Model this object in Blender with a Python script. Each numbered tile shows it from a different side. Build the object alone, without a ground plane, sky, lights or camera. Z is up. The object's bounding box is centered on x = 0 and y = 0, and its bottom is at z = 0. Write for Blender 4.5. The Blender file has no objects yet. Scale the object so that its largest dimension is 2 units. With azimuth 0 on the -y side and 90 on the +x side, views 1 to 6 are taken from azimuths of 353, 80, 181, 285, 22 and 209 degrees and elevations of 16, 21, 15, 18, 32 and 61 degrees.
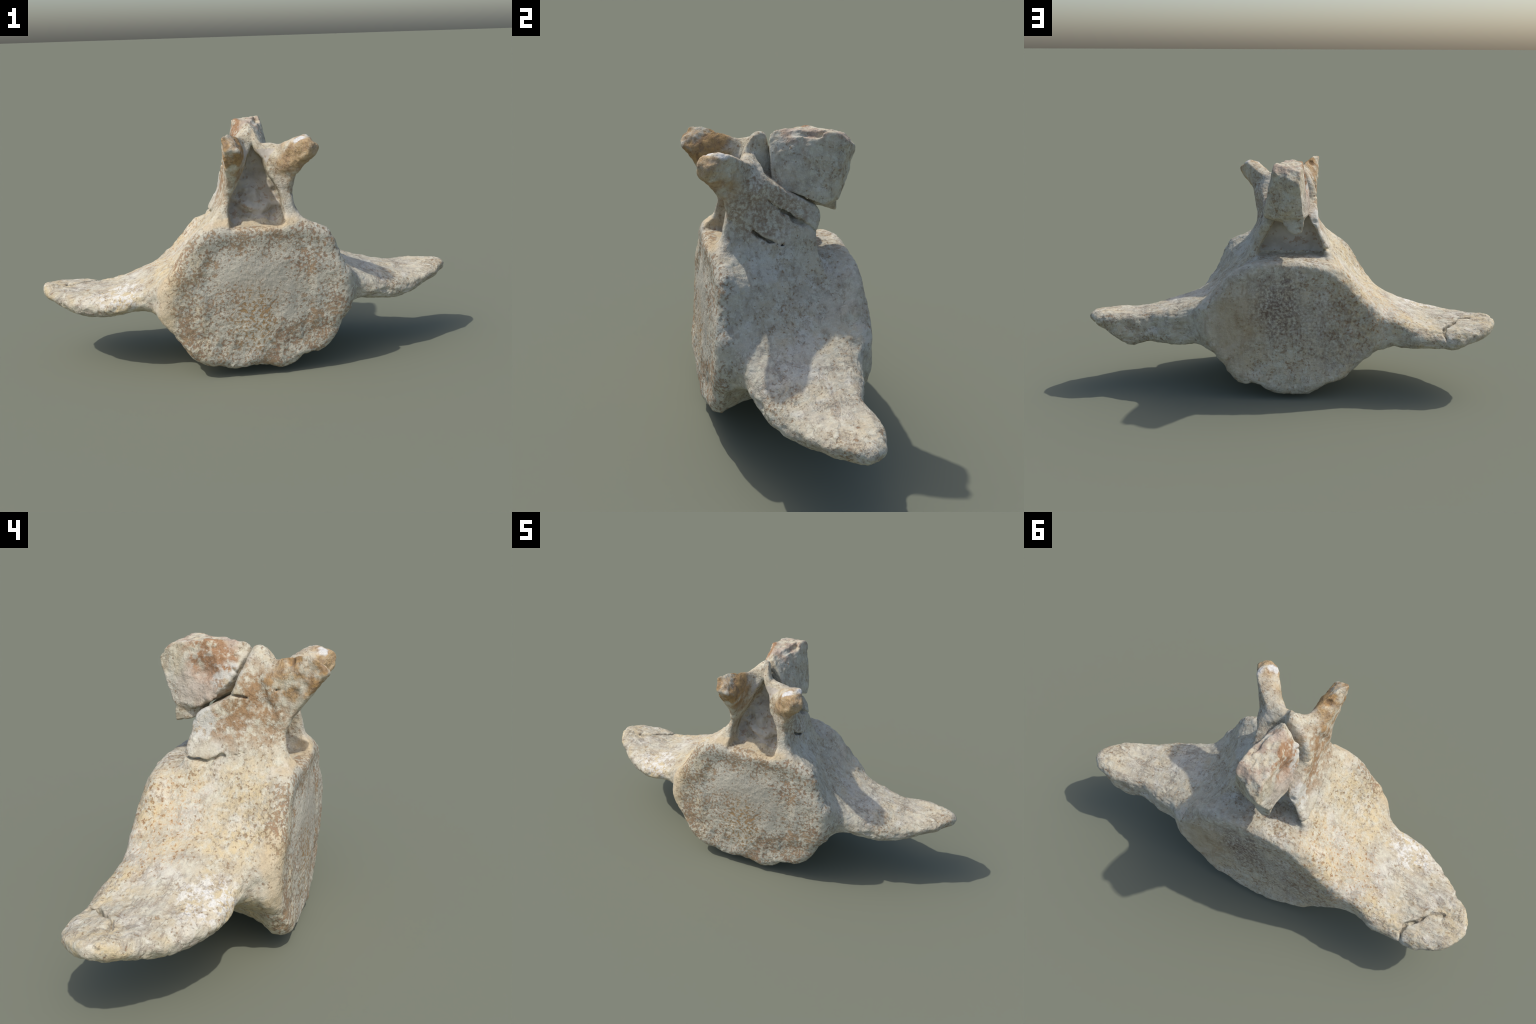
# Fossil vertebra: implicit solid built from anatomical rules (profiles, struts, plates),
# meshed with surface nets, then split into named anatomical parts.
import bpy, bmesh, math
import numpy as np
from mathutils import Vector

F = np.float32
rng = np.random.default_rng(7)


# ------------------------------------------------------------------ helpers
def lut(x, xs, ys, n=512):
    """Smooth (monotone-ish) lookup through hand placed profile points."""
    xs = np.asarray(xs, float); ys = np.asarray(ys, float)
    m = np.gradient(ys, xs)
    t = np.linspace(xs[0], xs[-1], n)
    i = np.clip(np.searchsorted(xs, t, 'right') - 1, 0, len(xs) - 2)
    h = xs[i + 1] - xs[i]; u = (t - xs[i]) / h
    v = ((1 + 2 * u) * (1 - u) ** 2 * ys[i] + u * (1 - u) ** 2 * h * m[i]
         + u * u * (3 - 2 * u) * ys[i + 1] + u * u * (u - 1) * h * m[i + 1])
    q = np.clip((x - xs[0]) / (xs[-1] - xs[0]) * (n - 1), 0, n - 1.001)
    k = q.astype(np.int32); f = (q - k).astype(F)
    v = v.astype(F)
    return v[k] * (1 - f) + v[k + 1] * f


def smax(a, b, k):
    h = np.maximum(k - np.abs(a - b), 0) / k
    return np.maximum(a, b) + h * h * (k * 0.25)


def smin(a, b, k):
    return -smax(-a, -b, k)


def lerp(a, b, t):
    return a + (b - a) * t


def sstep(a, b, x):
    t = np.clip((x - a) / (b - a), 0, 1)
    return t * t * (3 - 2 * t)


def cone(X, Y, Z, a, b, ra, rb, sz=1.0):
    """Tapered strut from a to b; sz > 1 makes its section taller than wide."""
    ax, ay, az = a; bx, by, bz = b
    dx, dy, dz = bx - ax, by - ay, (bz - az) / sz
    px, py, pz = X - ax, Y - ay, (Z - az) / sz
    t = np.clip((px * dx + py * dy + pz * dz) / (dx * dx + dy * dy + dz * dz), 0, 1)
    d = np.sqrt((px - t * dx) ** 2 + (py - t * dy) ** 2 + (pz - t * dz) ** 2)
    return d - (ra + (rb - ra) * t)


def half(X, Y, Z, p, n):
    """Half space: negative behind the plane through p with outward normal n."""
    n = np.asarray(n, float); n = n / np.linalg.norm(n)
    return (X - p[0]) * F(n[0]) + (Y - p[1]) * F(n[1]) + (Z - p[2]) * F(n[2])


def _hash(i, j, k, s):
    h = (i.astype(np.uint32) * np.uint32(374761393) + j.astype(np.uint32) * np.uint32(668265263)
         + k.astype(np.uint32) * np.uint32(2147483647) + np.uint32((s * 974634777) % 4294967296))
    h = (h ^ (h >> np.uint32(13))) * np.uint32(1274126177)
    h = (h ^ (h >> np.uint32(16))) * np.uint32(2246822519)
    h = h ^ (h >> np.uint32(15))
    return (h & np.uint32(0xFFFFFF)).astype(F) / F(0x7FFFFF) - F(1)


def vnoise(X, Y, Z, s=1):
    xi = np.floor(X).astype(np.int64); yi = np.floor(Y).astype(np.int64); zi = np.floor(Z).astype(np.int64)
    f = [(c - i).astype(F) for c, i in ((X, xi), (Y, yi), (Z, zi))]
    u, v, w = [t * t * t * (t * (t * 6 - 15) + 10) for t in f]
    r = 0
    for a in (0, 1):
        for b in (0, 1):
            for c in (0, 1):
                wt = (u if a else 1 - u) * (v if b else 1 - v) * (w if c else 1 - w)
                r = r + wt * _hash(xi + a, yi + b, zi + c, s)
    return r


def fbm(X, Y, Z, freq, octaves=3, s=1, gain=0.5):
    r, a, tot = 0, 1.0, 0
    for o in range(octaves):
        r = r + a * vnoise(X * freq + 3.7 * o, Y * freq + 1.3 * o, Z * freq - 2.1 * o, s + o)
        tot += a; a *= gain; freq *= 2.07
    return r / tot


# ------------------------------------------------------------------ the solid
# rim outlines of the vertebral body (x, z), clockwise from the top; front and rear face
FRONT_RIM = [(0, .716), (.145, .713), (.246, .692), (.324, .651), (.376, .568), (.41, .486), (.431, .388),
             (.417, .297), (.391, .224), (.351, .135), (.277, .084), (.21, .075), (.16, .038), (.11, .02),
             (.03, .034), (-.04, .038), (-.12, .03), (-.17, .052), (-.225, .055), (-.332, .13), (-.39, .223),
             (-.435, .312), (-.412, .426), (-.378, .502), (-.352, .56), (-.306, .622), (-.245, .68), (-.13, .715)]
REAR_RIM = [(0, .697), (.12, .68), (.241, .638), (.30, .59), (.37, .518), (.432, .421), (.43, .313), (.376, .225),
            (.321, .145), (.246, .074), (.165, .066), (.11, .033), (.058, .013), (-.074, .013), (-.13, .035),
            (-.177, .06), (-.262, .09), (-.352, .174), (-.43, .274), (-.432, .372), (-.38, .478),
            (-.295, .582), (-.185, .66), (-.09, .693)]
CX, CZ = 0.0, 0.36


def radial(outline):
    o = np.array(outline)
    th = np.arctan2(o[:, 0] - CX, o[:, 1] - CZ); r = np.hypot(o[:, 0] - CX, o[:, 1] - CZ)
    i = np.argsort(th); th, r = th[i], r[i]
    th = np.concatenate([th[-3:] - 2 * np.pi, th, th[:3] + 2 * np.pi]); r = np.concatenate([r[-3:], r, r[:3]])
    return th, r


TF, RF = radial(FRONT_RIM)
TR, RR = radial(REAR_RIM)


def centrum(X, Y, Z):
    th = np.arctan2(X - CX, Z - CZ).astype(F); r = np.hypot(X - CX, Z - CZ)
    t = sstep(-.22, .26, Y)
    R = lerp(lut(th, TF, RF, 2048), lut(th, TR, RR, 2048), t)
    # waist between the two rims, stronger on flanks and below than on top
    lf = sstep(0, -.2, X)
    w = (1 - .3 * lf * sstep(.2, .5, Z)) * lut(np.abs(th), [0, .35, .8, 1.3, 2.0, 2.6, 3.15], [.0, .01, .045, .03, .05, .06, .05])
    mid = np.clip(1 - ((Y - .02) / .235) ** 2, 0, 1)
    R = R + .009 * np.exp(-((np.abs(th) - .8) / .25) ** 2)
    R = R - w * mid ** .8
    R = R - .016 * (1 - .7 * lf) * np.exp(-((Y - .16) / .05) ** 2 - ((np.abs(th) - .85) / .4) ** 2)
    dr = r - R
    q = np.clip(r / R, 0, 1.2)
    # front face: dished, with a broad rolled rim; it faces a little to the left
    ring = np.exp(-((q - .70) / .17) ** 2)
    yf = -.272 + .02 * X - .004 * np.clip(1 - q, 0, 1) + .015 * ring * np.abs(np.sin(th)) + .004 * ring + .11 * X * X - .010 * sstep(.34, .10, Z) + .003 * sstep(.63, .72, Z) - .014 * np.exp(-((X + .30) / .12) ** 2 - ((Z - .13) / .12) ** 2)
    # rear face: nearly flat, bulging, bottom further back
    yb = lut(Z, [-.1, .02, .2, .4, .55, .66, .72, .9], [.325, .333, .322, .312, .306, .292, .268, .2]) - .05 * X * X - .7 * np.clip(-X - .20, 0, 1) ** 2 + .005 * sstep(.05, .25, X) + .012 * np.exp(-((Z - .1) / .07) ** 2 - (X / .2) ** 2) + .011 * np.exp(-((q - .94) / .10) ** 2)
    d = smax(dr, yf - Y, .062)
    return smax(d, (Y - yb) * .95, .065)


def wing(X, Y, Z, side):
    s = X * side
    if side < 0:
        xs = [.20, .42, .50, .64, .72, .80, .86, .92, .96, .985, 1.01]
        yr = lut(s, xs, [.25, .293, .302, .335, .335, .338, .33, .305, .275, .24, .19])
        yf = lut(s, xs, [-.24, -.21, -.165, -.15, -.12, -.068, -.022, .04, .075, .105, .135])
        ztr = lut(s, xs, [.55, .43, .40, .337, .323, .333, .342, .354, .36, .364, .36])
        ztf = lut(s, xs, [.55, .44, .403, .355, .343, .345, .351, .362, .372, .374, .365])
        zbr = lut(s, xs, [.20, .25, .25, .253, .254, .253, .275, .296, .31, .325, .34])
        zbf = lut(s, xs, [.25, .28, .30, .284, .271, .261, .275, .29, .305, .322, .34])
    else:
        xs = [.20, .42, .48, .59, .70, .80, .86, .92, .96, .985, 1.005]
        yr = lut(s, xs, [.26, .265, .258, .242, .22, .238, .237, .222, .210, .198, .183])
        yf = lut(s, xs, [-.24, -.20, -.168, -.143, -.106, -.048, -.014, .024, .058, .088, .118])
        ztr = lut(s, xs, [.55, .44, .43, .403, .387, .384, .388, .386, .382, .377, .365])
        ztf = lut(s, xs, [.55, .44, .41, .37, .347, .348, .362, .375, .380, .378, .365])
        zbr = lut(s, xs, [.2, .25, .235, .226, .234, .216, .25, .295, .315, .33, .34])
        zbf = lut(s, xs, [.25, .29, .297, .285, .275, .29, .312, .322, .332, .338, .345])
    t = np.clip((Y - yf) / np.maximum(yr - yf, .02), 0, 1)
    dish = -np.sin(np.pi * t) * ((.034 + .004 * sstep(.6, .45, s)) * sstep(.30, .45, s) * sstep(1.02, .72, s) if side < 0 else .022 * sstep(.34, .5, s) * sstep(.95, .6, s))
    zt = lerp(ztf, ztr, t) - dish
    zb = lerp(zbf, zbr, t) - .012 * np.sin(np.pi * t)
    d = smax(Z - zt, zb - Z, .03)
    e = smax((yf - Y) * .8, (Y - yr) * .9, .03)
    d = smax(d, e, .05)
    d = smax(d, s - (1.001 if side < 0 else 1.006), .018)
    return smax(d, .28 - s, .02)


def arch(X, Y, Z):
    zs = [.55, .64, .68, .72, .76, .80, .86, .90, .95, 1.0, 1.05, 1.10, 1.14]
    front = sstep(.0, -.17, Y)
    xl = lut(Z, zs, [-.23, -.21, -.198, -.184, -.164, -.143, -.132, -.129, -.128, -.112, -.082, -.036, -.008]) + (.006 + .010 * sstep(.86, .92, Z)) * front * sstep(.76, .84, Z) - .008 * front * sstep(.78, .72, Z)
    xr = lut(Z, zs, [.25, .225, .212, .195, .184, .172, .163, .163, .158, .125, .07, .025, .008]) + .010 * front * sstep(.76, .84, Z) + .008 * front * sstep(.78, .72, Z) - .03 * sstep(-.12, .1, Y) * sstep(.76, .86, Z) - .012 * sstep(-.02, .1, Y) * sstep(.84, .76, Z)
    d = smax((X - xr) * .85, (xl - X) * .85, .02)
    yfr = lut(Z, [.55, .70, .80, .87, .93, 1.0, 1.06, 1.10, 1.14], [-.19, -.220, -.206, -.192, -.172, -.14, -.12, -.10, -.085])
    # broken rear and upper edge: left lamina is kept to the peak, the right one is lower
    rl = lut(Z, [.55, .70, .72, .80, .84, .87, .905, .93, .955, 1.0, 1.06, 1.10, 1.14],
             [.18, .172, .172, .16, .155, .13, .062, .022, .006, -.008, -.03, -.042, -.06])
    rr = lut(Z, [.55, .70, .76, .84, .862, .89, .957, .985, 1.03, 1.08, 1.14],
             [.17, .147, .142, .155, .14, .085, -.03, -.075, -.125, -.15, -.17])
    rear = lerp(rl, rr, sstep(.0, .05, X))
    d = smax(d, (yfr - Y) * .9, .03)
    d = smax(d, (Y - rear) * .75, .02)
    d = smax(d, .57 - Z, .03)
    return smax(d, Z - 1.125, .03)


def canal_front(X, Y, Z):
    zs = [.66, .72, .76, .82, .875, .905, .93, .975, 1.012, 1.05]
    il = lut(Z, zs, [-.11, -.114, -.111, -.096, -.066, -.05, -.038, -.02, -.002, .01])
    ir = lut(Z, zs, [.114, .122, .12, .110, .085, .064, .055, .042, .012, .0])
    d = smax(X - ir, il - X, .02)
    bulge = sstep(1.25, .6, np.sqrt(((X - .015) / .075) ** 2 + ((Z - .795) / .065) ** 2))
    plug = lut(Z, [.66, .705, .74, .80, .9, 1.0, 1.1], [-.175, -.16, -.13, -.10, -.087, -.08, -.08]) - .032 * bulge - .012 * sstep(.05, .12, np.abs(X - .01))
    plug = plug - .035 * fbm(X, X * 0, Z, 22, 3, 83)
    d = smax(d, Y - plug, .03)
    return smax(d, .691 - Z, .02)


def canal_rear(X, Y, Z):
    zs = [.64, .70, .77, .84, .90, .96]
    il = lut(Z, zs, [-.172, -.155, -.128, -.09, -.05, -.01])
    ir = lut(Z, zs, [.172, .152, .115, .075, .045, .01])
    d = smax(X - ir, il - X, .02)
    d = smax(d, .095 - Y, .03)
    return smax(d, .674 - Z, .02)


def process_right(X, Y, Z):
    d = convex(X, Y, Z, RIGHT_PLATE, .012)
    return smin(d, convex(X, Y, Z, RIGHT_STRUT, .010), .03)


def process_left(X, Y, Z):
    return convex(X, Y, Z, LEFT_STRUT, .010)


# fracture lines that run over the surface: (points, radius, direction into the bone)
CRACKS = [
    ([(.168, -.1, .779), (.168, -.076, .765), (.172, -.047, .745), (.176, -.031, .742)], .0075, (-1, 0, -.1)),
    ([(.176, -.031, .742), (.178, .02, .731)], .003, (-1, 0, -.1)),
    ([(.155, -.053, .895), (.147, -.019, .87), (.139, .016, .847)], .0035, (-1, 0, 0)),
    ([(.139, .016, .847), (.141, .053, .821), (.152, .085, .802)], .0105, (-1, 0, 0)),
    ([(.152, .085, .802), (.164, .124, .783), (.168, .16, .765)], .004, (-1, 0, 0)),
    ([(-.196, .175, .705), (-.198, .15, .701), (-.199, .119, .693), (-.198, .085, .692)], .008, (1, 0, .2)),
    ([(-.198, .085, .692), (-.192, .053, .704), (-.187, .013, .719)], .009, (1, 0, .2)),
    ([(-.187, .013, .719), (-.181, -.025, .731), (-.172, -.059, .743)], .0035, (1, 0, 0)),
    ([(-.122, .02, .934), (-.119, -.023, .938), (-.114, -.047, .941)], .003, (1, 0, 0)),
    ([(-.114, -.155, .971), (-.139, -.197, .973), (-.155, -.234, .973), (-.15, -.26, .965)], .005, (.8, .2, .2)),
    ([(-.747, .34, .255), (-.747, .335, .309), (-.739, .301, .332)], .0085, (.1, -.7, -.6)),
    ([(-.739, .301, .332), (-.747, .258, .34), (-.788, .226, .355)], .007, (0, -.1, -1)),
    ([(-.788, .226, .355), (-.826, .173, .365), (-.887, .15, .371)], .006, (0, 0, -1)),
]
PITS = [((-.108, -.205, 1.082), .022), ((.168, -.186, .821), .007), ((-.13, .145, .865), .012), ((-.115, .15, .845), .010),
        ((-.135, .15, .835), .009), ((.58, .06, .39), .010), ((.70, -.02, .37), .008)]


def carve(d, X, Y, Z):
    for pts, rad, n in CRACKS:
        a = np.array(pts); lo = a.min(0) - .05; hi = a.max(0) + .05
        i = np.nonzero((X > lo[0]) & (X < hi[0]) & (Y > lo[1]) & (Y < hi[1]) & (Z > lo[2]) & (Z < hi[2]))[0]
        if not len(i):
            continue
        n = np.array(n) / np.linalg.norm(n)
        x, y, z = X[i], Y[i], Z[i]
        w = .006 * vnoise(x * 35, y * 35, z * 35, 91)
        x, y, z = x + w * (1 - abs(n[0])), y + w * (1 - abs(n[1])), z + w
        g = None
        for p, q in zip(a[:-1], a[1:]):
            v = q - p
            px, py, pz = x - p[0], y - p[1], z - p[2]
            t = np.clip((px * v[0] + py * v[1] + pz * v[2]) / (v @ v), 0, 1)
            px, py, pz = px - t * v[0], py - t * v[1], pz - t * v[2]
            along = px * n[0] + py * n[1] + pz * n[2]
            e = np.sqrt(np.maximum(px * px + py * py + pz * pz - .93 * along ** 2, 0)) - rad * (1 + .5 * vnoise(x * 30, y * 30, z * 30, 77))
            g = e if g is None else np.minimum(g, e)
        d[i] = smax(d[i], -g, .004)
    for c, rad in PITS:
        e = np.sqrt((X - c[0]) ** 2 + (Y - c[1]) ** 2 + (Z - c[2]) ** 2) - rad
        d = smax(d, -e, .006)
    return d


def body(X, Y, Z):
    c = centrum(X, Y, Z)
    w = np.minimum(wing(X, Y, Z, -1), wing(X, Y, Z, 1))
    d = smin(c, w, .09)
    a = arch(X, Y, Z)
    p = np.minimum(process_right(X, Y, Z), process_left(X, Y, Z))
    a = smin(a, p, .045)
    a = smax(a, -canal_front(X, Y, Z), .018)
    a = smax(a, -canal_rear(X, Y, Z), .018)
    d = smin(d, a, .05)
    cut = smin(canal_front(X, Y, Z), canal_rear(X, Y, Z), .01)
    return carve(smax(d, -cut, .02), X, Y, Z)


# the broken neural spine: a wedge shaped fragment given by its corner points
SPINE_CORNERS = [(.012, -.03, 1.108), (-.002, .0, 1.122), (-.052, .13, 1.125), (-.046, .275, 1.10), (-.042, .326, 1.048),
                 (.082, .222, 1.131), (.09, .254, 1.096), (.062, .06, 1.088), (.05, -.035, 1.05), (.08, -.03, .945),
                 (.108, .0, .925), (.135, .165, .868), (.117, .222, .905), (.08, .24, .875), (.03, .253, .875),
                 (-.058, .257, .88), (-.088, .146, .876), (-.092, .03, .975), (-.06, .0, 1.03), (-.03, .02, .95),
                 (.03, .2, .845), (-.05, .2, .85)]
TONGUE_CORNERS = [(-.055, .252, .81), (-.02, .258, .798), (.005, .252, .81), (.035, .245, .845), (.04, .23, .90), (-.06, .24, .90),
                  (-.05, .15, .83), (.03, .14, .84), (.03, .13, .90), (-.05, .13, .90)]


def hull_planes(pts):
    bm = bmesh.new()
    for p in pts:
        bm.verts.new(p)
    bmesh.ops.convex_hull(bm, input=bm.verts)
    bm.normal_update()
    c = Vector(np.mean(pts, 0))
    pl = []
    for f in bm.faces:
        n = f.normal.copy(); p = f.calc_center_median()
        if (c - p).dot(n) > 0:
            n = -n
        pl.append((tuple(p), tuple(n)))
    bm.free()
    return pl


SPINE_PLANES = hull_planes(SPINE_CORNERS)
TONGUE_PLANES = hull_planes(TONGUE_CORNERS)

# articular processes: a thin plate beside the canal and a strut with a broken end (right), one wedge (left)
RIGHT_PLATE = hull_planes([(.060, -.122, .89), (.044, -.10, .966), (.026, -.088, 1.045), (.055, -.085, 1.035), (.12, -.13, 1.022),
                           (.151, -.202, .872), (.172, -.15, .865), (.172, -.10, .93), (.12, -.212, .96), (.188, -.232, .93), (.10, -.06, 1.0)])
RIGHT_STRUT = hull_planes([(.223, -.231, 1.093), (.234, -.198, 1.082), (.282, -.286, 1.037), (.266, -.292, 1.01), (.22, -.322, 1.01),
                           (.225, -.318, 1.062), (.168, -.288, 1.070), (.19, -.308, .992), (.10, -.13, 1.03), (.13, -.10, 1.02),
                           (.09, -.17, .95), (.17, -.11, .93), (.188, -.238, .922), (.13, -.212, .93)])
LEFT_STRUT = hull_planes([(-.116, -.272, 1.116), (-.152, -.322, 1.104), (-.152, -.302, 1.09), (-.105, -.357, 1.043), (-.142, -.348, 1.045),
                          (-.066, -.353, 1.04), (-.042, -.275, 1.02), (-.082, -.312, .983), (-.113, -.302, .985), (-.060, -.186, 1.076),
                          (-.096, -.22, 1.094), (-.078, -.258, .915), (-.105, -.252, .918), (-.112, -.17, .95), (-.04, -.15, 1.03),
                          (-.05, -.15, .95), (-.098, -.218, .85), (-.122, -.205, .85), (-.12, -.12, 1.0), (-.045, -.09, 1.06)])


def convex(X, Y, Z, planes, k):
    d = None
    for p, n in planes:
        e = half(X, Y, Z, p, n)
        d = e if d is None else smax(d, e, k)
    return d


def spine(X, Y, Z):
    d = convex(X, Y, Z, SPINE_PLANES, .006)
    # chipped notch in the broken top edge and a slot beside it
    d = smax(d, -cone(X, Y, Z, (.03, .0, 1.118), (.062, .15, 1.118), .010, .016), .010)
    # the outer crust has flaked off the left side, leaving a shallow recess with a raised border
    rec = (np.sqrt(((X + .10) / .050) ** 2 + ((Y - .15) / .085) ** 2 + ((Z - 1.04) / .08) ** 2) - 1) * .036
    d = smax(d, -rec, .008)
    d = smin(d, convex(X, Y, Z, TONGUE_PLANES, .006), .01)
    # crumbling front left edge along the fracture
    for k in range(11):
        t = k / 10
        e = np.sqrt((X + .06 + .022 * t) ** 2 + (Y - .008 - .10 * t - .01 * math.sin(k * 2.3)) ** 2
                    + (Z - 1.03 + .125 * t + .008 * math.sin(k * 1.7)) ** 2) - (.013 + .005 * math.sin(k * 3.1))
        d = smin(d, e, .006)
    n = fbm(X, Y, Z, 16, 4, 31, .6)
    top = sstep(1.02, 1.10, Z)
    return d + .009 * n + .006 * top * fbm(X * 1.6, Y * .7, Z, 34, 2, 37)


# ------------------------------------------------------------------ meshing
def surface_nets(fn, lo, hi, h, coarse=5):
    lo = np.array(lo, float); n = np.ceil((np.array(hi) - lo) / h / coarse).astype(int) * coarse
    ax = [(lo[i] + h * np.arange(n[i] + 1)).astype(F) for i in range(3)]
    ca = [a[::coarse] for a in ax]
    g = np.meshgrid(*ca, indexing='ij')
    cv = fn(g[0].ravel(), g[1].ravel(), g[2].ravel()).reshape(g[0].shape).astype(F)
    m = np.full([s - 1 for s in cv.shape], 9, F)
    for i in (0, 1):
        for j in (0, 1):
            for k in (0, 1):
                c = cv[i:i + m.shape[0], j:j + m.shape[1], k:k + m.shape[2]]
                m = np.minimum(m, np.abs(c))
    act = m < h * coarse * 1.6
    V = np.repeat(np.repeat(np.repeat(cv, coarse, 0), coarse, 1), coarse, 2)[:n[0] + 1, :n[1] + 1, :n[2] + 1]
    msk = np.zeros(V.shape, bool)
    up = np.repeat(np.repeat(np.repeat(act, coarse, 0), coarse, 1), coarse, 2)
    for i in (0, 1):
        for j in (0, 1):
            for k in (0, 1):
                msk[i:i + n[0], j:j + n[1], k:k + n[2]] |= up
    I, J, K = np.nonzero(msk)
    out = np.empty(len(I), F)
    for s in range(0, len(I), 1000000):
        e = slice(s, s + 1000000)
        out[e] = fn(ax[0][I[e]], ax[1][J[e]], ax[2][K[e]])
    V = np.ascontiguousarray(V); V[I, J, K] = out
    S = V < 0
    c = np.zeros(n, np.int8)
    for i in (0, 1):
        for j in (0, 1):
            for k in (0, 1):
                c += S[i:i + n[0], j:j + n[1], k:k + n[2]]
    A = (c > 0) & (c < 8)
    CI, CJ, CK = np.nonzero(A)
    idx = np.full(n, -1, np.int32); idx[A] = np.arange(len(CI))
    acc = np.zeros((len(CI), 3)); cnt = np.zeros(len(CI))
    corners = [(i, j, k) for i in (0, 1) for j in (0, 1) for k in (0, 1)]
    vals = {q: V[CI + q[0], CJ + q[1], CK + q[2]] for q in corners}
    for a in corners:
        for d in range(3):
            if a[d] == 0:
                b = list(a); b[d] = 1; b = tuple(b)
                va, vb = vals[a], vals[b]
                x = (va < 0) != (vb < 0)
                t = np.where(x, va / np.where(x, va - vb, 1), 0)
                p = np.tile(np.array(a, float), (len(CI), 1)); p[:, d] += t
                acc += p * x[:, None]; cnt += x
    P = acc / cnt[:, None] + np.stack([CI, CJ, CK], 1)
    P = P * h + lo
    quads = []
    for d in range(3):
        u, v = (d + 1) % 3, (d + 2) % 3
        sl0 = [slice(1, n[i]) for i in range(3)]; sl0[d] = slice(0, n[d])
        sl1 = list(sl0); sl1[d] = slice(1, n[d] + 1)
        s0, s1 = S[tuple(sl0)], S[tuple(sl1)]
        E = np.stack(np.nonzero(s0 != s1), 1)
        flip = s0[tuple(E.T)]
        base = E + np.array([0 if i == d else 1 for i in range(3)])
        q = []
        for du, dv in ((0, 0), (-1, 0), (-1, -1), (0, -1)):
            c2 = base.copy(); c2[:, u] += du; c2[:, v] += dv
            q.append(idx[tuple(c2.T)])
        q = np.stack(q, 1)
        q[~flip] = q[~flip][:, ::-1]
        quads.append(q)
    Q = np.concatenate(quads)
    Q = Q[(Q >= 0).all(1)]
    return P, Q


def largest_piece(P, Q):
    lab = np.arange(len(P))
    while True:
        m = lab[Q].min(1)
        new = lab.copy()
        for k in range(4):
            np.minimum.at(new, Q[:, k], m)
        new = new[new]
        if (new == lab).all():
            break
        lab = new
    ids, c = np.unique(lab, return_counts=True)
    keep = lab == ids[c.argmax()]
    re = np.cumsum(keep) - 1
    return P[keep], re[Q[keep[Q].all(1)]]


def normals(P, Q):
    n = np.cross(P[Q[:, 2]] - P[Q[:, 0]], P[Q[:, 3]] - P[Q[:, 1]])
    N = np.zeros_like(P)
    for k in range(4):
        np.add.at(N, Q[:, k], n)
    return N / np.maximum(np.linalg.norm(N, axis=1, keepdims=True), 1e-12)


def relax(P, Q, it=2, f=.5):
    e = np.concatenate([Q[:, [0, 1]], Q[:, [1, 2]], Q[:, [2, 3]], Q[:, [3, 0]]])
    e = np.concatenate([e, e[:, ::-1]])
    deg = np.bincount(e[:, 0], minlength=len(P))[:, None]
    for _ in range(it):
        s = np.stack([np.bincount(e[:, 0], P[e[:, 1], k], len(P)) for k in range(3)], 1)
        P = P + f * (s / deg - P)
    return P


H = 0.005


def roughen(P, Q):
    N = normals(P, Q)
    X, Y, Z = [P[:, i].astype(F) for i in range(3)]
    lump = fbm(X, Y, Z, 9, 2, 3)
    med = fbm(X, Y, Z, 24, 3, 11)
    fine = fbm(X, Y, Z, 70, 2, 17)
    face = sstep(-.5, -.85, N[:, 1]) * sstep(-.15, -.2, Y)            # front face
    low = sstep(.42, .08, Z)
    wng = sstep(.42, .6, np.abs(X))
    rim = 1 - np.abs(N[:, 2])
    inner = sstep(.64, .70, Z) * sstep(.24, .2, np.abs(X))
    amp = .0028 + .0015 * face * low + .002 * wng
    h = .004 * lump * (1 - .5 * inner) + amp * med * (1 - .35 * inner) + .0013 * fine
    # knobbly margins of the wings, lumps low on the front face, bony fibres
    h = h + wng * rim * .012 * fbm(X, Y, Z, 15, 2, 5)
    h = h + face * low * .007 * np.clip(fbm(X, Y, Z, 22, 2, 23) - .05, 0, 1)
    h = h + wng * .0042 * fbm(X * .35, Y, Z, 38, 3, 41) + (1 - wng) * (1 - face) * .0022 * fbm(X, Y, Z * .35, 45, 2, 43)
    # wrinkles: shallow branching grooves
    crease = np.exp(-(fbm(X * .55, Y, Z, 13, 3, 47) / .05) ** 2)
    h = h - (.0012 + .0022 * wng) * crease * (1 - face)
    # knobs along the front rim of the body
    h = h + sstep(-.15, -.2, Y) * sstep(.72, .66, Z) * sstep(.85, .6, np.abs(N[:, 1])) * .007 * fbm(X, Y, Z, 20, 2, 61)
    h = h + sstep(.19, .24, Y) * (1 - wng) * sstep(.70, .64, Z) * sstep(.9, .6, np.abs(N[:, 1])) * .009 * fbm(X, Y, Z, 17, 2, 67)
    # rough broken ends of the articular processes
    pr = sstep(.93, .98, Z) * sstep(-.2, -.25, Y)
    h = h + pr * (.009 * np.abs(fbm(X, Y, Z, 17, 2, 57)) - .003 + .004 * fbm(X, Y, Z, 40, 2, 59))
    return P + N * h[:, None]


P, Q = surface_nets(body, (-1.05, -.42, -.05), (1.05, .46, 1.2), H)
P, Q = largest_piece(P, Q)
P = relax(P, Q, 1)
P = roughen(P, Q)
SP, SQ = surface_nets(spine, (-.2, -.15, .7), (.25, .42, 1.25), .004)
SP, SQ = largest_piece(SP, SQ)


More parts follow.
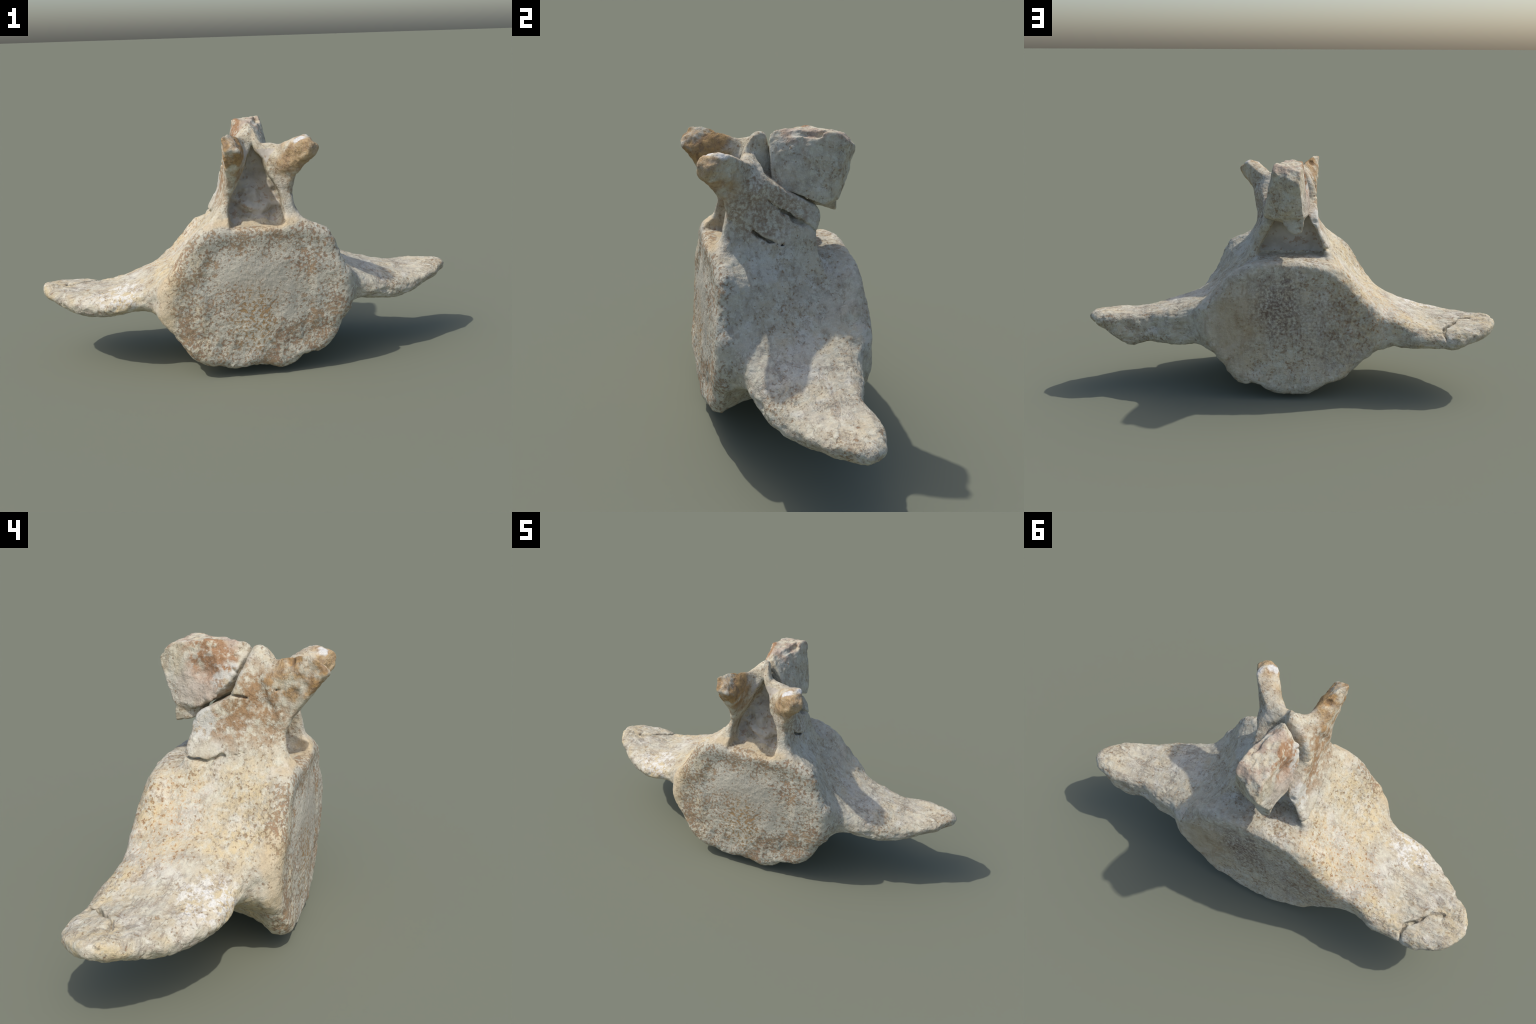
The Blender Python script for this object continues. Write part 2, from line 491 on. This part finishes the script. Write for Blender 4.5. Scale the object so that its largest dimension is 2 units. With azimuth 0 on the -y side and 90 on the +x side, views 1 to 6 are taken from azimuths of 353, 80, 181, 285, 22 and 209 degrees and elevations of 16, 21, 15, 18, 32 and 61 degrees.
# ------------------------------------------------------------------ materials
class Graph:
    def __init__(self, name):
        self.m = bpy.data.materials.new(name); self.m.use_nodes = True
        self.t = self.m.node_tree; self.t.nodes.clear()
        self.out = self.t.nodes.new('ShaderNodeOutputMaterial')
        self.bsdf = self.t.nodes.new('ShaderNodeBsdfPrincipled')
        self.t.links.new(self.bsdf.outputs[0], self.out.inputs[0])
        self.P = self.t.nodes.new('ShaderNodeTexCoord').outputs['Object']

    def put(self, sock, v):
        if hasattr(v, 'is_linked') or isinstance(v, bpy.types.NodeSocket):
            self.t.links.new(v, sock)
        elif isinstance(v, (tuple, list)) and len(v) == 3 and sock.type == 'RGBA':
            sock.default_value = (*v, 1)
        else:
            sock.default_value = v

    def math(self, op, a, b=0.0, clamp=False):
        n = self.t.nodes.new('ShaderNodeMath'); n.operation = op; n.use_clamp = clamp
        self.put(n.inputs[0], a); self.put(n.inputs[1], b)
        return n.outputs[0]

    def vec(self, op, a, b):
        n = self.t.nodes.new('ShaderNodeVectorMath'); n.operation = op
        self.put(n.inputs[0], a); self.put(n.inputs[1], b)
        return n.outputs['Value'] if op in ('LENGTH', 'DISTANCE') else n.outputs[0]

    def noise(self, scale, detail=3.0, rough=.55, p=None, stretch=None, off=0.0):
        v = p or self.P
        if stretch:
            v = self.vec('MULTIPLY', v, stretch)
        if off:
            v = self.vec('ADD', v, (off, off * .7, -off))
        n = self.t.nodes.new('ShaderNodeTexNoise')
        self.put(n.inputs['Vector'], v)
        n.inputs['Scale'].default_value = scale; n.inputs['Detail'].default_value = detail
        n.inputs['Roughness'].default_value = rough
        return n.outputs[0]

    def step(self, v, a, b, lo=0.0, hi=1.0):
        n = self.t.nodes.new('ShaderNodeMapRange'); n.interpolation_type = 'SMOOTHSTEP'
        self.put(n.inputs['Value'], v); self.put(n.inputs['From Min'], a); self.put(n.inputs['From Max'], b)
        n.inputs['To Min'].default_value = lo; n.inputs['To Max'].default_value = hi
        return n.outputs[0]

    def mul(self, *v):
        r = v[0]
        for x in v[1:]:
            r = self.math('MULTIPLY', r, x)
        return r

    def add(self, *v):
        r = v[0]
        for x in v[1:]:
            r = self.math('ADD', r, x)
        return r

    def mix(self, f, a, b):
        n = self.t.nodes.new('ShaderNodeMix'); n.data_type = 'RGBA'
        self.put(n.inputs[0], f); self.put(n.inputs[6], a); self.put(n.inputs[7], b)
        return n.outputs[2]

    def blob(self, c, rad, edge=.35):
        """1 inside an ellipsoid patch, fading over its rim; the rim is ragged."""
        v = self.vec('SUBTRACT', self.W, c)
        v = self.vec('DIVIDE', v, rad if isinstance(rad, tuple) else (rad,) * 3)
        return self.step(self.vec('LENGTH', v, (0, 0, 0)), 1 + edge, 1 - edge)

    def warp(self, scale, amount):
        n = self.t.nodes.new('ShaderNodeTexNoise'); self.put(n.inputs['Vector'], self.P)
        n.inputs['Scale'].default_value = scale; n.inputs['Detail'].default_value = 4
        d = self.vec('SUBTRACT', n.outputs['Color'], (.5, .5, .5))
        self.W = self.vec('ADD', self.P, self.vec('MULTIPLY', d, (amount,) * 3))


def notfront_(g, front):
    return g.math('SUBTRACT', 1.0, front)


def bone_material():
    g = Graph('weathered_bone')
    g.warp(9, .14)
    sep = g.t.nodes.new('ShaderNodeSeparateXYZ'); g.put(sep.inputs[0], g.W)
    x, y, z = sep.outputs
    front = g.mul(g.step(y, -.19, -.235), g.step(z, .74, .69))
    rear = g.mul(g.step(y, .25, .29), g.step(g.math('ABSOLUTE', x), .46, .40))
    left = g.step(x, -.12, -.30)
    wing = g.step(g.math('ABSOLUTE', x), .42, .55)
    big = g.noise(5, 4, .6); patch = g.noise(13, 4, .6, off=3.1); spot = g.noise(76, 6, .66, off=1.7)
    flake = g.noise(34, 5, .68, off=7.7); grain = g.noise(190, 3, .6, off=2.2)
    streak_w = g.noise(30, 6, .68, stretch=(.35, 1, 1), off=5.5)
    streak_a = g.noise(34, 6, .68, stretch=(1, 1, .35), off=4.4)
    vein = g.noise(17, 5, .62, stretch=(.5, 1, 1), off=6.6)

    col = g.mix(g.step(patch, .40, .62), (.545, .50, .395), (.45, .412, .33))
    col = g.mix(g.mul(g.step(flake, .47, .60), .8), col, (.62, .59, .465))
    # warm cream, mostly over the left wing and flank and along the rim
    warm = g.mul(g.step(big, .36, .62), g.add(g.mul(left, .5), .38))
    warm = g.mul(warm, g.step(flake, .66, .40))
    col = g.mix(warm, col, (.63, .51, .30))
    col = g.mix(g.mul(front, .35), col, (.525, .515, .445))
    rimtop = g.mul(g.blob((0, -.24, .715), (.26, .07, .032)), .65)
    rimleft = g.mul(g.blob((-.41, -.25, .44), (.045, .06, .24)), .55)
    rimband = g.math('MAXIMUM', rimtop, rimleft)
    col = g.mix(rimband, col, (.58, .44, .255))
    # flat grey area in the middle of the front face
    mid = g.mul(front, g.blob((.02, -.26, .42), (.18, .3, .14), .75))
    col = g.mix(g.mul(mid, .55), col, (.44, .40, .325))
    # orange flecks on the left flank behind the wing root
    org = g.mul(g.step(spot, .50, .64), g.blob((-.34, .20, .46), (.24, .18, .24)), .75)
    col = g.mix(org, col, (.52, .28, .10))
    white = g.mul(g.step(g.noise(8, 4, .62, off=12.5), .52, .62), notfront_(g, front), .42)
    col = g.mix(white, col, (.67, .645, .565))
    # brown fibres and lavender grey veins
    notfront = g.math('SUBTRACT', 1.0, front)
    fib = g.math('MAXIMUM', g.mul(wing, g.step(streak_w, .52, .66)), g.mul(g.math('SUBTRACT', 1.0, wing), g.step(streak_a, .53, .67)))
    fib = g.mul(fib, notfront, .5)
    col = g.mix(fib, col, (.33, .25, .17))
    web = g.step(g.math('ABSOLUTE', g.math('SUBTRACT', vein, .5)), .035, .008)
    web = g.mul(web, notfront, g.step(patch, .38, .54), g.add(.30, g.mul(wing, .2)))
    col = g.mix(web, col, (.33, .275, .215))
    # rust specks; density varies
    dens = g.add(.12, g.mul(front, .50), g.mul(rimband, -.7), g.mul(front, g.math('SUBTRACT', g.noise(7.5, 3, .6, off=8.8), .5), 1.8), g.mul(rear, .02), g.mul(wing, .05), g.mul(g.math('SUBTRACT', big, .5), 1.3),
                 g.mul(g.math('SUBTRACT', patch, .5), 1.5), g.mul(mid, -.34))
    th = g.math('SUBTRACT', .640, g.mul(dens, .20))
    sp = g.step(g.math('SUBTRACT', spot, th), -.05, .09)
    col = g.mix(g.mul(sp, .82), col, g.mix(g.step(patch, .42, .6), (.285, .16, .085), (.33, .21, .11)))
    ochre_spot = g.mul(front, g.blob((-.02, -.26, .28), (.10, .1, .14)), g.step(spot, .44, .60), .7)
    col = g.mix(ochre_spot, col, (.40, .25, .10))
    # stains on the rear face
    dark = g.mul(rear, g.step(spot, .34, .60), g.math('MAXIMUM', g.blob((.05, .32, .46), (.14, .3, .16), .6), g.mul(g.blob((-.20, .32, .36), (.20, .2, .2)), .5)))
    col = g.mix(g.mul(dark, .85), col, (.19, .135, .105))
    col = g.mix(g.mul(rear, g.blob((.27, .3, .34), (.12, .3, .2), .7), .5), col, (.42, .30, .15))
    # rusty sides of the arch
    armL = g.mul(g.blob((-.13, -.03, .92), (.10, .19, .16)), g.step(patch, .40, .52))
    armL = g.mul(armL, g.step(flake, .66, .42))
    col = g.mix(g.mul(armL, .85), col, (.33, .19, .085))
    armR = g.mul(g.blob((.17, -.06, .87), (.08, .17, .14)), g.step(spot, .42, .56), .6)
    col = g.mix(armR, col, (.26, .165, .10))
    # ochre articular processes
    proL = g.mul(g.blob((-.105, -.27, 1.03), (.10, .13, .12)), g.step(patch, .33, .56))
    col = g.mix(g.mul(proL, .9), col, g.mix(g.step(flake, .42, .6), (.44, .265, .10), (.26, .15, .065)))
    proR = g.mul(g.blob((.17, -.27, .98), (.14, .10, .12)), g.step(patch, .32, .55), .8)
    col = g.mix(proR, col, g.mix(g.step(flake, .42, .6), (.50, .335, .16), (.36, .22, .11)))
    tipL = g.blob((-.10, -.35, 1.06), (.028, .02, .03), .3)
    col = g.mix(g.mul(tipL, .8), col, (.30, .22, .19))
    # fresh white chips on the right process tip and on the left wing
    chip = g.math('MAXIMUM', g.blob((.235, -.235, 1.085), (.035, .035, .022), .5), g.blob((.165, -.275, 1.06), (.03, .03, .018), .3))
    col = g.mix(chip, col, (.70, .68, .63))
    chip2 = g.mul(g.blob((-.60, -.06, .36), (.14, .10, .06)), g.step(flake, .47, .55), .8)
    col = g.mix(chip2, col, (.74, .72, .66))
    # spine fragment: brown crust on its left face, reddish broken top, pale chipped borders
    spn = g.mul(g.step(y, -.02, .01), g.step(z, .84, .88))
    crust = g.mul(spn, g.step(x, -.03, -.045), g.blob((-.06, .10, 1.07), (.09, .11, .085)), g.step(patch, .37, .45), g.step(flake, .66, .50))
    plain = g.mul(spn, g.step(x, -.03, -.045), g.blob((-.09, .14, .98), (.1, .10, .10)))
    col = g.mix(g.mul(plain, .75), col, (.50, .425, .355))
    col = g.mix(g.mul(crust, .9), col, (.34, .185, .09))
    topr = g.mul(spn, g.step(z, 1.075, 1.10), g.step(patch, .42, .6), .6, g.math('SUBTRACT', 1.0, crust))
    col = g.mix(topr, col, (.45, .32, .24))
    pale = g.math('MAXIMUM', g.blob((-.09, .03, 1.0), (.035, .05, .10)), g.blob((-.14, .14, .86), (.05, .06, .09)))
    col = g.mix(g.mul(pale, g.step(flake, .40, .5), .8), col, (.60, .59, .53))
    # fine grain over everything
    col = g.mix(g.step(grain, .40, .62, 0, .2), col, g.mix(.5, col, (.22, .16, .11)))
    g.put(g.bsdf.inputs['Base Color'], col)
    g.bsdf.inputs['Roughness'].default_value = .86
    g.bsdf.inputs['Specular IOR Level'].default_value = .25
    b = g.t.nodes.new('ShaderNodeBump'); b.inputs['Strength'].default_value = .9; b.inputs['Distance'].default_value = .006
    g.put(b.inputs['Height'], g.add(g.mul(g.noise(75, 5, .65, off=9.1), 1.0), g.mul(sp, -.25), g.mul(fib, -.35), g.mul(web, -.4)))
    g.t.links.new(b.outputs[0], g.bsdf.inputs['Normal'])
    return g.m


def sediment_material():
    g = Graph('hardened_sediment')
    a = g.noise(14, 5, .6); b2 = g.noise(40, 4, .6, off=2.0)
    col = g.mix(g.step(a, .38, .62), (.50, .46, .39), (.41, .365, .30))  # both tones lightened to paint in light on the plug against the canal's shadow
    col = g.mix(g.mul(g.step(b2, .55, .64), .6), col, (.30, .19, .11))
    g.put(g.bsdf.inputs['Base Color'], col)
    g.bsdf.inputs['Roughness'].default_value = .9
    b = g.t.nodes.new('ShaderNodeBump'); b.inputs['Strength'].default_value = .5; b.inputs['Distance'].default_value = .006
    g.put(b.inputs['Height'], g.noise(50, 5, .6, off=4.0))
    g.t.links.new(b.outputs[0], g.bsdf.inputs['Normal'])
    return g.m


BONE = bone_material()
SEDIMENT = sediment_material()

# ------------------------------------------------------------------ parts
root = bpy.data.objects.new('vertebra', None)
bpy.context.collection.objects.link(root)


def add(name, P, Q, N, mat, parent=None):
    used = np.unique(Q)
    re = np.full(len(P), -1, np.int64); re[used] = np.arange(len(used))
    me = bpy.data.meshes.new(name)
    me.from_pydata(P[used].tolist(), [], re[Q].tolist())
    me.polygons.foreach_set('use_smooth', np.ones(len(Q), bool))
    me.normals_split_custom_set_from_vertices(N[used].tolist())
    me.materials.append(mat)
    ob = bpy.data.objects.new(name, me)
    bpy.context.collection.objects.link(ob)
    ob.parent = parent or root
    return ob


N = normals(P, Q)
C = P[Q].mean(1); FN = N[Q].mean(1)
x, y, z = [C[:, i].astype(F) for i in range(3)]
part = np.zeros(len(Q), int)
wig = .015 * fbm(x, y, z, 12, 2, 71)
part[(x < -.46 + wig)] = 1
part[(x > .46 + wig)] = 2
archy = (arch(x, y, z) < .02) | (process_right(x, y, z) < .02) | (process_left(x, y, z) < .02)
part[(z > .715 + wig) & (np.abs(x) < .27) & archy] = 3
part[(z > .88) & (x > .06) & (y < -.175 + wig) & (part == 3)] = 4
part[(z > .88) & (x < -.02) & (y < -.19 + wig) & (part == 3)] = 5
inc = (np.abs(x) < .125) & (z > .695) & (z < 1.02)
part[inc & (y > -.165) & (y < -.06) & (FN[:, 1] < -.55)] = 6
part[(np.abs(x) < .155) & (z > .685) & (z < .93) & (y > .06) & (y < .13) & (FN[:, 1] > .6)] = 7
arch_ob = None
for k, nm in ((0, 'vertebral_body'), (3, 'neural_arch'), (1, 'side_process'), (2, 'side_process'),
              (4, 'articular_process'), (5, 'articular_process'), (6, 'sediment_fill'), (7, 'sediment_fill')):
    sel = part == k
    if sel.any():
        o = add(nm, P, Q[sel], N, SEDIMENT if k > 5 else BONE, None)
        if k == 3:
            arch_ob = o
        elif k > 3:
            o.parent = arch_ob
add('neural_spine', SP, SQ, normals(SP, SQ), BONE)
root['label'] = 'pale weathered fossil vertebra with broken spine and two wings'
root['category'] = 'fossil bone'
